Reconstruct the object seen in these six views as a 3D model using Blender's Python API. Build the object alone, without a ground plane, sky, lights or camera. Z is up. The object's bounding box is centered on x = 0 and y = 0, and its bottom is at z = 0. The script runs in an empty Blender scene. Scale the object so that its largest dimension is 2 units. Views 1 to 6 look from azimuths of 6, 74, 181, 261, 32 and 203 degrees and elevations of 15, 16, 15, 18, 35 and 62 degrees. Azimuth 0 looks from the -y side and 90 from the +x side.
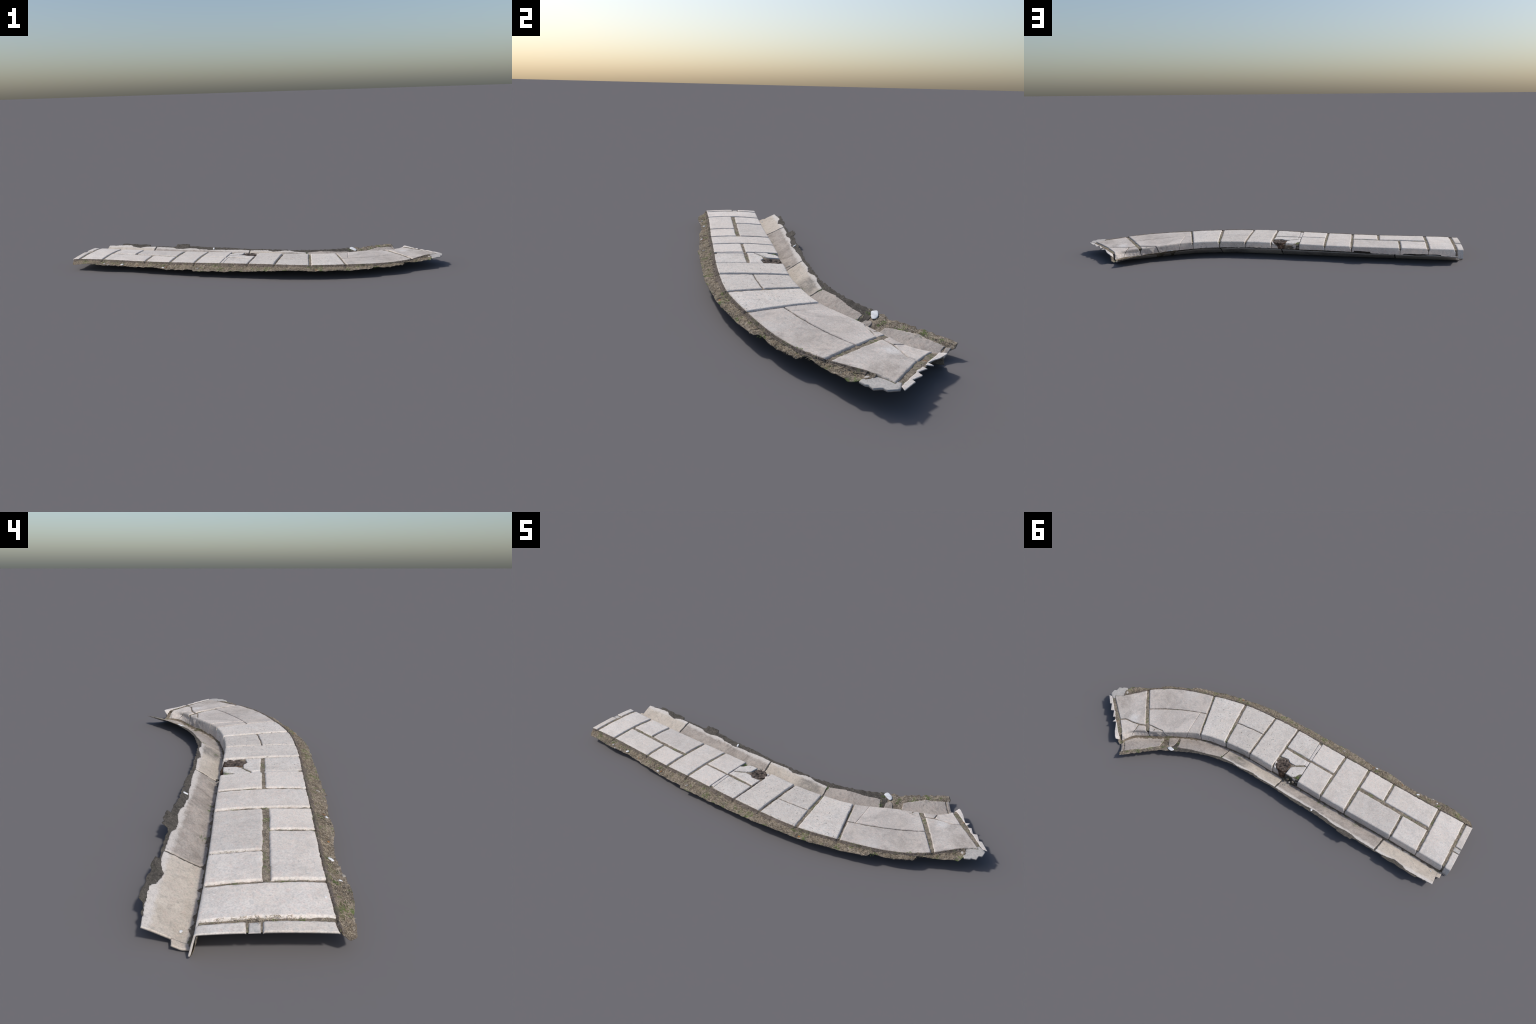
import bpy, math
import numpy as np

# =====================================================================
# A curved run of old stone kerb: a band of pale paving slabs, the kerb face
# they turn down into, a dished gutter of long stones, a strip of asphalt on
# the road side and a bank of soil and dry grass on the other.
# It is a thin crust of ground: nothing lies underneath.
# s = metres along the run, v = across it:
#   v -0.2..0 soil bank | 0..1 slab top | 1..1.2 kerb face | 1.2..1.6 gutter
# =====================================================================
rng = np.random.default_rng(7)

# ---------------------------------------------------------------- numeric noise
def hash3(ix, iy, iz, seed):
    n = (ix.astype(np.int64) * 374761393 + iy.astype(np.int64) * 668265263
         + iz.astype(np.int64) * 2147483647 + seed * 974634777) & 0xFFFFFFFF
    n = ((n ^ (n >> 13)) * 1274126177) & 0xFFFFFFFF
    n = ((n ^ (n >> 16)) * 2246822519) & 0xFFFFFFFF
    return ((n ^ (n >> 15)) & 0xFFFFFF) / float(0xFFFFFF) * 2 - 1

def noise(P, scale, seed=0):
    Q = np.asarray(P, float) * scale
    F = np.floor(Q)
    t = Q - F
    t = t * t * (3 - 2 * t)
    i = F.astype(np.int64)
    out = 0
    for dx in (0, 1):
        for dy in (0, 1):
            for dz in (0, 1):
                w = ((t[..., 0] if dx else 1 - t[..., 0]) * (t[..., 1] if dy else 1 - t[..., 1])
                     * (t[..., 2] if dz else 1 - t[..., 2]))
                out = out + w * hash3(i[..., 0] + dx, i[..., 1] + dy, i[..., 2] + dz, seed)
    return out

def fbm(P, scale, seed=0, octaves=3):
    a, o = 1.0, 0
    for k in range(octaves):
        o = o + a * noise(P, scale * 2.03 ** k, seed + 17 * k)
        a *= 0.5
    return o / 1.75

def smoothstep(a, b, x):
    t = np.clip((np.asarray(x, float) - a) / (b - a), 0, 1)
    return t * t * (3 - 2 * t)

# ---------------------------------------------------------------- the run in plan
# station name : outer slab edge, inner slab edge (kerb arris)
STATIONS = [
    ("start", (1.000, -0.004, .057), (.830, .211, .045)),
    ("j0",  (.978, -.008, .0585), (.820, .186, .0455)),
    ("j1",  (.826, -.119, .059), (.700, .105, .0495)),
    ("j2",  (.482, -.235, .063), (.439, .008, .0555)),
    ("j3",  (.303, -.254, .065), (.298, -.005, .0555)),
    ("j4",  (.122, -.244, .0665), (.156, .002, .0555)),
    ("j5",  (-.016, -.227, .0655), (.017, .023, .054)),
    ("j6",  (-.161, -.206, .0625), (-.128, .047, .0525)),
    ("j7",  (-.301, -.185, .0595), (-.265, .069, .050)),
    ("j8",  (-.436, -.166, .057), (-.404, .089, .048)),
    ("j10", (-.823, -.105, .0565), (-.793, .144, .048)),
    ("j11", (-.960, -.088, .055), (-.928, .166, .049)),
    ("end", (-.998, -.083, .053), (-.964, .172, .050)),
]
CROWN = [.001, .0015, .003, .0025, .0015, .002, .002, .0035, .0055, .005, .006, .0055, .004]
KERB_FOOT = [(.824, .225, .010), (.808, .209, .010), (.695, .125, .006), (.549, .057, .006), (.424, .027, .006), (.276, .016, .007),
             (.146, .017, .007), (.007, .033, .0065), (-.135, .058, .0065), (-.277, .081, .006), (-.413, .103, .005),
             (-.600, .133, .0045), (-.690, .144, .0045), (-.809, .157, .0045), (-.906, .177, .005), (-.970, .188, .007)]
ROAD_RIM = [(.790, .304, .037), (.768, .289, .038), (.700, .245, .0425), (.620, .196, .046), (.557, .165, .048), (.491, .142, .049),
            (.402, .114, .0505), (.297, .099, .0515), (.218, .096, .0515), (.143, .102, .052), (.047, .116, .052),
            (-.042, .130, .051), (-.181, .158, .051), (-.267, .172, .0515), (-.335, .187, .051), (-.396, .199, .050),
            (-.450, .207, .048), (-.532, .217, .0455), (-.604, .228, .0445), (-.700, .241, .0445), (-.800, .255, .0435),
            (-.906, .268, .041), (-.975, .278, .040)]
SOIL_RIM = [(1.01, -.03, .050), (.919, -.100, .050), (.845, -.142, .045), (.769, -.179, .046), (.691, -.214, .043), (.607, -.246, .044),
            (.521, -.268, .044), (.450, -.279, .043), (.349, -.291, .045), (.243, -.294, .047), (.137, -.293, .047),
            (.027, -.281, .042), (-.064, -.270, .038), (-.171, -.259, .035), (-.241, -.249, .033), (-.357, -.229, .035),
            (-.452, -.212, .034), (-.512, -.203, .039), (-.564, -.193, .038), (-.619, -.176, .036), (-.690, -.161, .035),
            (-.747, -.156, .037), (-.810, -.153, .039), (-.873, -.144, .040), (-.932, -.128, .039), (-1.00, -.105, .031)]

def cubic(xk, yk, x):
    """natural cubic spline"""
    n = len(xk)
    h = np.diff(xk)
    A = np.zeros((n, n))
    A[0, 0] = A[-1, -1] = 1
    R = np.zeros((n, yk.shape[1]))
    for i in range(1, n - 1):
        A[i, i - 1], A[i, i], A[i, i + 1] = h[i - 1], 2 * (h[i - 1] + h[i]), h[i]
        R[i] = 6 * ((yk[i + 1] - yk[i]) / h[i] - (yk[i] - yk[i - 1]) / h[i - 1])
    M = np.linalg.solve(A, R)
    i = np.clip(np.searchsorted(xk, x) - 1, 0, n - 2)
    a = ((xk[i + 1] - x) / h[i])[:, None]
    b = ((x - xk[i]) / h[i])[:, None]
    hh = (h[i] ** 2 / 6)[:, None]
    return a * yk[i] + b * yk[i + 1] + ((a ** 3 - a) * M[i] + (b ** 3 - b) * M[i + 1]) * hh

KO = np.array([k[1] for k in STATIONS], float)
KI = np.array([k[2] for k in STATIONS], float)
mid = (KO + KI) / 2
SK = np.concatenate([[0], np.cumsum(np.linalg.norm(np.diff(mid[:, :2], axis=0), axis=1))])
AT = {k[0]: SK[i] for i, k in enumerate(STATIONS)}
T = np.linspace(SK[0] - .03, SK[-1] + .03, 2400)
Tc = np.clip(T, SK[0], SK[-1])
tabO, tabI = cubic(SK, KO, Tc), cubic(SK, KI, Tc)
for tab in (tabO, tabI):                        # straight run-out past both ends
    lo, hi = T < SK[0], T > SK[-1]
    i0, i1 = np.argmax(~lo), len(T) - 1 - np.argmax(~hi[::-1])
    d0 = (tab[i0 + 5] - tab[i0]) / (T[i0 + 5] - T[i0])
    d1 = (tab[i1] - tab[i1 - 5]) / (T[i1] - T[i1 - 5])
    tab[lo] = tab[i0] + d0 * (T[lo] - T[i0])[:, None]
    tab[hi] = tab[i1] + d1 * (T[hi] - T[i1])[:, None]
tabC = np.interp(T, SK, CROWN)

def rail_table(points, sign):
    """where the cross line of every station meets a rail"""
    P = np.array(points, float)
    seg = np.concatenate([[0], np.cumsum(np.linalg.norm(np.diff(P[:, :2], axis=0), axis=1))])
    dense = np.linspace(0, seg[-1], 3000)
    Q = cubic(seg, P, dense)
    out = np.zeros((len(T), 3))
    for i in range(len(T)):
        D = tabI[i, :2] - tabO[i, :2]
        D = D / np.linalg.norm(D)
        rel = Q[:, :2] - tabI[i, :2]
        c = np.abs(rel[:, 0] * D[1] - rel[:, 1] * D[0]) + 0.02 * np.abs(rel @ D)
        out[i] = Q[np.argmin(c)]
    for c in range(3):                          # light smoothing
        out[:, c] = np.convolve(np.pad(out[:, c], 8, mode="edge"), np.ones(17) / 17, "valid")
    return out

tabK, tabA, tabS = rail_table(KERB_FOOT, 1), rail_table(ROAD_RIM, 1), rail_table(SOIL_RIM, -1)

tabI = tabI.copy()
_out = tabI - tabO
_out[:, 2] = 0
_out /= np.linalg.norm(_out, axis=1)[:, None]
tabI_sharp = tabI + _out * .0025 + np.array([0, 0, .0014])   # arris before it is rounded
# the kerb face drops almost plumb to a flat gutter floor; by the ragged end its foot flares out
foot_out = np.interp(T, [AT["start"], AT["j0"], AT["j1"], AT["j1"] + .15, AT["j2"], AT["j8"], AT["j11"], AT["end"]],
                     [.022, .024, .010, .003, .003, .004, .008, .012])
tabK[:, :2] = tabI_sharp[:, :2] + _out[:, :2] * foot_out[:, None]
tabK[:, 2] = np.maximum(tabK[:, 2] - .0015, .0036)


def look(tab, s):
    return np.stack([np.interp(s, T, tab[:, c]) for c in range(3)], -1)

def rise(w):
    """gutter: flat floor, then a dished slope that eases off towards the lip"""
    x = np.clip((w - .16) / .84, 0, 9)
    return np.where(x < 1, x ** 1.18 * (1 + .30 * np.clip(1 - x, 0, 1)), 1 + .85 * (x - 1))

def raw(s, v):
    O, I, K, A, B = look(tabO, s), look(tabI_sharp, s), look(tabK, s), look(tabA, s), look(tabS, s)
    C = np.interp(s, T, tabC)
    vv = v[..., None]
    q = np.clip(v, 0, 1)
    top = O + (I - O) * vv
    top[..., 2] += 4 * C * q * (1 - q)
    f = (v - 1) / .2
    face = I + (K - I) * f[..., None]
    w = (v - 1.2) / .4
    gut = K + (A - K) * w[..., None]
    gut[..., 2] = K[..., 2] + (A[..., 2] - K[..., 2]) * rise(w)
    q = -v / .2
    soil = O + (B - O) * q[..., None]
    qq = np.clip(q, 0, 3)
    soil[..., 2] = O[..., 2] - .003 + (B[..., 2] - O[..., 2] + .003) * np.where(qq < 1, qq ** .55, 1 + .5 * (qq - 1))
    return np.where(vv < 0, soil, np.where(vv <= 1, top, np.where(vv <= 1.2, face, gut)))

def S(s, v):
    """the surface of the whole crust, arris and gutter crease rounded"""
    s, v = np.broadcast_arrays(np.asarray(s, float), np.asarray(v, float))
    P = raw(s, v)
    for vc, e in ((1.0, .026), (1.2, .018)):
        m = np.abs(v - vc) < e
        if m.any():
            ss = s[m]
            one = np.ones_like(ss)
            a, b, c = raw(ss, one * (vc - e)), raw(ss, one * vc), raw(ss, one * (vc + e))
            t = ((v[m] - vc + e) / (2 * e))[..., None]
            P[m] = (1 - t) ** 2 * a + 2 * t * (1 - t) * b + t * t * c
    return P

def normals(s, v):
    e = 1e-3
    ds = S(s + e, v) - S(s - e, v)
    dv = S(s, v + e * 4) - S(s, v - e * 4)
    N = np.cross(dv, ds)
    N /= np.linalg.norm(N, axis=-1)[..., None] + 1e-12
    flip = np.where((N[..., 2] < 0), -1.0, 1.0)
    return N * flip[..., None]

def inv(x, y):
    """plan point -> (s, v)"""
    D = tabI[:, :2] - tabO[:, :2]
    L = np.linalg.norm(D, axis=1)
    D = D / L[:, None]
    rel = np.array([x, y]) - tabO[:, :2]
    cr = np.abs(rel[:, 0] * D[:, 1] - rel[:, 1] * D[:, 0]) + np.where(np.abs((rel * D).sum(1) - .12) > .4, 9, 0)
    i = int(np.argmin(cr))
    p = float(rel[i] @ D[i])
    k = float((tabK[i, :2] - tabO[i, :2]) @ D[i])
    a = float((tabA[i, :2] - tabO[i, :2]) @ D[i])
    b = -float((tabS[i, :2] - tabO[i, :2]) @ D[i])
    li = float((tabI_sharp[i, :2] - tabO[i, :2]) @ D[i])
    if p < 0:
        v = p / b * .2
    elif p <= li:
        v = p / li
    elif p < k:
        v = 1 + .2 * (p - li) / (k - li)
    else:
        v = 1.2 + .4 * (p - k) / (a - k)
    return float(T[i]), v

# ---------------------------------------------------------------- scene helpers
root = bpy.data.objects.new("stone_kerb", None)
bpy.context.scene.collection.objects.link(root)
root["label"] = "curved strip of worn pale stone kerb paving with gutter"
root["category"] = "stone kerb"

def mesh_object(name, verts, quads, mat, parent=root, smooth=True, tris=None, stuff=False, mats=None, face_mat=None):
    me = bpy.data.meshes.new(name)
    verts = np.array(verts, np.float32)
    verts[:, 2] = np.maximum(verts[:, 2], 0)
    loops, starts, tot = [], [], 0
    quads = np.asarray(quads, np.int32).reshape(-1, 4)
    li = quads.ravel()
    st = np.arange(len(quads)) * 4
    if tris is not None and len(tris):
        tr = np.asarray(tris, np.int32).reshape(-1, 3)
        st = np.concatenate([st, len(li) + np.arange(len(tr)) * 3])
        li = np.concatenate([li, tr.ravel()])
    me.vertices.add(len(verts))
    me.vertices.foreach_set("co", verts.ravel())
    me.loops.add(len(li))
    me.loops.foreach_set("vertex_index", li.astype(np.int32))
    me.polygons.add(len(st))
    me.polygons.foreach_set("loop_start", st.astype(np.int32))
    me.update(calc_edges=True)
    me.validate()
    for m in (mats or [mat]):
        me.materials.append(m)
    if face_mat is not None and len(face_mat) == len(me.polygons):
        me.polygons.foreach_set("material_index", np.asarray(face_mat, np.int32))
    me.polygons.foreach_set("use_smooth", np.full(len(me.polygons), smooth))
    ob = bpy.data.objects.new(name, me)
    bpy.context.scene.collection.objects.link(ob)
    ob.parent = parent
    if stuff:
        ob["kind"] = "stuff"
    return ob

def slab_mesh(top, bottom):
    """closed crust between two grids (n,m,3)"""
    n, m = top.shape[:2]
    verts = np.concatenate([top.reshape(-1, 3), bottom.reshape(-1, 3)])
    idx = np.arange(n * m).reshape(n, m)
    q = np.stack([idx[:-1, :-1], idx[1:, :-1], idx[1:, 1:], idx[:-1, 1:]], -1).reshape(-1, 4)
    # orientation: make the top face upwards
    a, b, c = top[0, 0], top[-1, 0], top[0, -1]
    if np.cross(b - a, c - a)[2] < 0:
        q = q[:, ::-1]
        sgn = -1
    else:
        sgn = 1
    low = q[:, ::-1] + n * m
    rim = np.concatenate([idx[:-1, 0], idx[-1, :-1], idx[1:, -1][::-1], idx[0, 1:][::-1]])
    nx = np.roll(rim, -1)
    wall = np.stack([rim, rim + n * m, nx + n * m, nx], -1)
    if sgn < 0:
        wall = wall[:, ::-1]
    return verts, np.concatenate([q, low, wall]), len(q)

# ---------------------------------------------------------------- materials
def new_mat(name):
    m = bpy.data.materials.new(name)
    m.use_nodes = True
    nt = m.node_tree
    b = nt.nodes["Principled BSDF"]
    return m, nt, b

class Nodes:
    def __init__(self, nt):
        self.nt = nt
        self.co = nt.nodes.new("ShaderNodeTexCoord").outputs["Object"]
    def link(self, a, b):
        self.nt.links.new(a, b)
    def put(self, sock, val):
        if isinstance(val, (int, float)):
            sock.default_value = val
        elif isinstance(val, tuple):
            sock.default_value = val if len(val) == len(sock.default_value) else (*val, 1)
        else:
            self.link(val, sock)
    def noise(self, scale, detail=4, rough=.55, co=None, stretch=None, dist=0):
        n = self.nt.nodes.new("ShaderNodeTexNoise")
        n.inputs["Scale"].default_value = scale
        n.inputs["Detail"].default_value = detail
        n.inputs["Roughness"].default_value = rough
        n.inputs["Distortion"].default_value = dist
        c = co or self.co
        if stretch:
            mp = self.nt.nodes.new("ShaderNodeMapping")
            mp.inputs["Scale"].default_value = stretch
            self.link(c, mp.inputs["Vector"])
            c = mp.outputs["Vector"]
        self.link(c, n.inputs["Vector"])
        return n.outputs["Fac"]
    def voronoi(self, scale, feature="F1", out="Distance"):
        n = self.nt.nodes.new("ShaderNodeTexVoronoi")
        n.feature = feature
        n.inputs["Scale"].default_value = scale
        self.link(self.co, n.inputs["Vector"])
        return n.outputs[out]
    def ramp(self, fac, *stops, smooth=False):
        n = self.nt.nodes.new("ShaderNodeValToRGB")
        r = n.color_ramp
        if smooth:
            r.interpolation = "EASE"
        while len(r.elements) < len(stops):
            r.elements.new(.5)
        for e, (p, c) in zip(r.elements, stops):
            e.position = p
            e.color = (c, c, c, 1) if isinstance(c, (int, float)) else (*c, 1)
        self.link(fac, n.inputs["Fac"])
        return n.outputs["Color"]
    def mix(self, fac, a, b, mode="MIX"):
        n = self.nt.nodes.new("ShaderNodeMix")
        n.data_type = "RGBA"
        n.blend_type = mode
        self.put(n.inputs[0], fac)
        self.put(n.inputs[6], a)
        self.put(n.inputs[7], b)
        return n.outputs[2]
    def math(self, op, a, b=0.0):
        n = self.nt.nodes.new("ShaderNodeMath")
        n.operation = op
        self.put(n.inputs[0], a)
        self.put(n.inputs[1], b)
        return n.outputs[0]
    def near(self, p, r0, r1):
        """1 close to the plan point p, 0 beyond r1"""
        v = self.nt.nodes.new("ShaderNodeVectorMath")
        v.operation = "DISTANCE"
        self.link(self.co, v.inputs[0])
        v.inputs[1].default_value = p
        mr = self.nt.nodes.new("ShaderNodeMapRange")
        mr.inputs["From Min"].default_value = r0
        mr.inputs["From Max"].default_value = r1
        mr.inputs["To Min"].default_value = 1
        mr.inputs["To Max"].default_value = 0
        self.link(v.outputs["Value"], mr.inputs["Value"])
        return mr.outputs["Result"]
    def random(self):
        return self.nt.nodes.new("ShaderNodeObjectInfo").outputs["Random"]
    def bump(self, bsdf, h, strength, dist):
        n = self.nt.nodes.new("ShaderNodeBump")
        n.inputs["Strength"].default_value = strength
        n.inputs["Distance"].default_value = dist
        self.link(h, n.inputs["Height"])
        self.link(n.outputs["Normal"], bsdf.inputs["Normal"])

def stone_material(name, tone, warm, stain=.25, pits=0.0, stain_col=(.27, .245, .225), vary=.10, patch=None, lip=None):
    m, nt, b = new_mat(name)
    N = Nodes(nt)
    col = N.mix(N.ramp(N.noise(9, 5, .6), (.38, 0.0), (.64, 1.0)), tone, warm)
    col = N.mix(N.ramp(N.noise(34, 4, .6), (.45, 0.0), (.75, .55)), col, tuple(min(1, c * 1.14) for c in tone))
    # pinkish and grey crystals
    col = N.mix(N.ramp(N.noise(105, 3, .6), (.50, 0.0), (.66, .55)), col, tuple(c * k for c, k in zip(warm, (1.08, .98, .98))))
    col = N.mix(N.ramp(N.noise(88, 3, .6, stretch=(1, 1.4, 1)), (.50, 0.0), (.68, .75)), col, tuple(c * k for c, k in zip(tone, (.82, .85, .87))))
    # weather stains in drifting clouds
    cloud = N.ramp(N.noise(15, 7, .70, dist=.8), (.46, 0.0), (.70, stain))
    col = N.mix(cloud, col, stain_col)
    for p, r, c, amt in (patch or []):
        edge = N.math("MULTIPLY", N.near(p, r * .45, r), N.ramp(N.noise(45, 5, .7), (.32, .25), (.62, 1.0)))
        col = N.mix(N.math("MULTIPLY", edge, amt), col, c)
    if lip:
        # chalky worn edge: beyond a straight line in plan, with a frayed border
        nx, ny, c0, colour = lip
        dot = nt.nodes.new("ShaderNodeVectorMath")
        dot.operation = "DOT_PRODUCT"
        N.link(N.co, dot.inputs[0])
        dot.inputs[1].default_value = (nx, ny, 0)
        d = N.math("SUBTRACT", dot.outputs["Value"], c0)
        d = N.math("ADD", d, N.math("MULTIPLY", N.math("SUBTRACT", N.noise(28, 5, .7), .5), .030))
        d = N.math("ADD", N.math("MULTIPLY", d, 60.0), .5)
        col = N.mix(N.math("MULTIPLY", N.ramp(d, (.25, 0.0), (.75, 1.0)), .9), col, colour)
    # mineral grain
    grain = N.noise(260, 3, .7)
    col = N.mix(1.0, col, N.ramp(grain, (.30, .78), (.52, .99), (.75, 1.09)), "MULTIPLY")
    speck = N.ramp(N.noise(120, 2, .5), (.66, 0.0), (.74, .55))
    col = N.mix(speck, col, tuple(min(1, c * 1.22) for c in tone))
    dark = N.ramp(N.noise(150, 3, .6), (.24, 1.0), (.33, 0.0))
    field = N.ramp(N.noise(14, 2), (.35, .2), (.6, 1.0))
    col = N.mix(N.math("MULTIPLY", N.math("MULTIPLY", dark, field), .35 + pits), col, (.12, .11, .105))
    if pits:
        hole = N.ramp(N.noise(135, 2, .5), (.28, 1.0), (.36, 0.0))
        col = N.mix(N.math("MULTIPLY", hole, pits), col, (.10, .095, .09))
    r = N.random()
    col = N.mix(1.0, col, N.ramp(r, (0.0, 1 - vary), (1.0, 1 + vary * .6)), "MULTIPLY")
    N.link(col, b.inputs["Base Color"])
    b.inputs["Roughness"].default_value = .92
    b.inputs["Specular IOR Level"].default_value = .2
    N.bump(b, N.math("ADD", N.noise(170, 4, .7), N.math("MULTIPLY", N.noise(45, 4, .6), 1.5)), .55, .0012)
    return m

def soil_material(name, dark, mid_c, straw, green=.25, strawiness=.5, pale=.2, clump=.5):
    m, nt, b = new_mat(name)
    N = Nodes(nt)
    col = N.mix(N.ramp(N.noise(60, 5, .7), (.36, 0.0), (.62, 1.0)), dark, mid_c)
    col = N.mix(N.ramp(N.noise(26, 5, .72), (.40, clump), (.56, 0.0)), col, tuple(c * .75 for c in dark))
    fib = N.noise(130, 4, .7, stretch=(1, 2.6, 1), dist=1.2)
    fib2 = N.noise(120, 4, .7, stretch=(2.6, 1, 1.5), dist=1.2)
    col = N.mix(N.ramp(fib, (.52, 0.0), (.66, strawiness)), col, straw)
    col = N.mix(N.ramp(fib2, (.55, 0.0), (.70, strawiness)), col, tuple(c * 1.12 for c in straw))
    col = N.mix(N.ramp(N.noise(200, 2), (.27, 1.0), (.38, 0.0)), col, tuple(c * .55 for c in dark))
    col = N.mix(N.ramp(N.noise(90, 2), (.68, 0.0), (.76, pale)), col, (.50, .46, .40))
    patch = N.math("MULTIPLY", N.ramp(N.noise(21, 3), (.54, 0.0), (.62, 1.0)), N.ramp(N.noise(110, 4, .7), (.42, 0.0), (.6, 1.0)))
    col = N.mix(N.math("MULTIPLY", patch, green), col, (.105, .155, .042))
    N.link(col, b.inputs["Base Color"])
    b.inputs["Roughness"].default_value = 1.0
    b.inputs["Specular IOR Level"].default_value = .1
    N.bump(b, N.noise(140, 5, .75), .9, .003)
    return m

def plain_material(name, c1, c2, scale=80, bump=.4, rough=.9, transl=False):
    m, nt, b = new_mat(name)
    N = Nodes(nt)
    col = N.mix(N.ramp(N.noise(scale, 4, .65), (.35, 0.0), (.65, 1.0)), c1, c2)
    N.link(col, b.inputs["Base Color"])
    b.inputs["Roughness"].default_value = rough
    b.inputs["Specular IOR Level"].default_value = .2
    if bump:
        N.bump(b, N.noise(scale * 2, 4, .7), bump, .0015)
    if transl:
        t = nt.nodes.new("ShaderNodeBsdfTranslucent")
        N.link(col, t.inputs["Color"])
        mx = nt.nodes.new("ShaderNodeMixShader")
        mx.inputs[0].default_value = .25
        N.link(b.outputs[0], mx.inputs[1])
        N.link(t.outputs[0], mx.inputs[2])
        N.link(mx.outputs[0], nt.nodes["Material Output"].inputs["Surface"])
    return m

STONE = stone_material("pale_limestone", (.635, .595, .555), (.64, .580, .522), stain=.34, stain_col=(.36, .325, .30))
PITTED = stone_material("pitted_limestone", (.61, .576, .540), (.615, .563, .508), stain=.36, stain_col=(.34, .31, .29), pits=.7)
WORN = stone_material("weathered_limestone", (.56, .517, .480), (.595, .532, .478), stain=.62, stain_col=(.30, .27, .25),
                      patch=[((.905, .005, .056), .075, (.33, .295, .265), .7), ((.84, .065, .055), .04, (.30, .275, .255), .6), ((.80, .070, .055), .035, (.68, .66, .64), .8),
                             ((.63, -.02, .056), .09, (.40, .36, .33), .55), ((.60, -.19, .06), .05, (.66, .63, .60), .6), ((.70, -.12, .058), .07, (.43, .385, .345), .5)])
CEMENT = stone_material("cement_fill", (.62, .58, .55), (.60, .56, .52), stain=.15)
CHALKY = (.60, .56, .525)
GREY = dict(tone=(.40, .36, .325), warm=(.46, .41, .365), stain=.75, stain_col=(.20, .175, .155), pits=.3)
BUFF = dict(tone=(.53, .475, .41), warm=(.57, .515, .45), stain=.4, stain_col=(.33, .28, .225), pits=.2)
G_GREY = stone_material("grey_gutter_stone", **GREY)
G_GREY_LIP = stone_material("grey_gutter_stone_worn", lip=(.183, 1.0, .0975, CHALKY), **GREY)
G_BUFF = stone_material("buff_gutter_stone", patch=[((.205, .055, .03), .085, (.215, .20, .185), .85)], lip=(.13, 1.0, .1055, CHALKY), **BUFF)
G_BUFF_LIP = stone_material("buff_gutter_stone_worn", lip=(.142, 1.0, .1235, CHALKY), **BUFF)
G_LIP = stone_material("chalky_lip", (.62, .58, .55), (.63, .58, .53), stain=.25, pits=.3)
CONCRETE = stone_material("grey_concrete", (.44, .425, .405), (.50, .475, .45), stain=.4)
JOINT = soil_material("joint_soil", (.13, .108, .086), (.30, .255, .205), (.46, .405, .325), green=.6, strawiness=.5)
VERGE = soil_material("verge_soil", (.105, .085, .066), (.275, .228, .178), (.56, .495, .395), green=.85, strawiness=.7, pale=.5, clump=.9)
DIRT = soil_material("crease_dirt", (.13, .105, .08), (.26, .215, .165), (.42, .365, .28), green=.5, strawiness=.35)
HUMUS = soil_material("humus", (.105, .085, .074), (.185, .155, .135), (.30, .26, .215), green=.35, strawiness=.4, pale=.15, clump=.4)
ASPHALT = soil_material("old_asphalt", (.060, .055, .050), (.105, .095, .084), (.20, .18, .155), green=.05, strawiness=.5, pale=.35)
CHALK = plain_material("white_chip", (.72, .73, .75), (.55, .555, .57), 120, .3)
PEBBLE = plain_material("grey_pebble", (.27, .25, .225), (.37, .345, .31), 120, .3)
BARK = plain_material("stump_bark", (.028, .019, .014), (.12, .078, .055), 70, .9)
BARK_TOP = plain_material("rotten_heartwood", (.022, .018, .016), (.16, .125, .105), 95, 1.0)
STRAW = plain_material("dry_straw", (.56, .48, .36), (.42, .35, .26), 40, 0, transl=True)
STRAW_DARK = plain_material("dead_grass", (.20, .158, .11), (.30, .24, .17), 40, 0, transl=True)
GREEN = plain_material("green_grass", (.10, .19, .035), (.19, .26, .075), 60, 0, transl=True)
LEAF = plain_material("dead_leaf", (.42, .17, .05), (.33, .20, .09), 60, .2, transl=True)

# ---------------------------------------------------------------- stones
def rail(points, n):
    P = np.array(points, float)
    M = P * np.array([1, .25])
    d = np.concatenate([[0], np.cumsum(np.linalg.norm(np.diff(M, axis=0), axis=1))])
    t = np.linspace(0, d[-1], n) if np.isscalar(n) else np.asarray(n) * d[-1]
    return np.stack([np.interp(t, d, P[:, 0]), np.interp(t, d, P[:, 1])], -1), d[-1]

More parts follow.
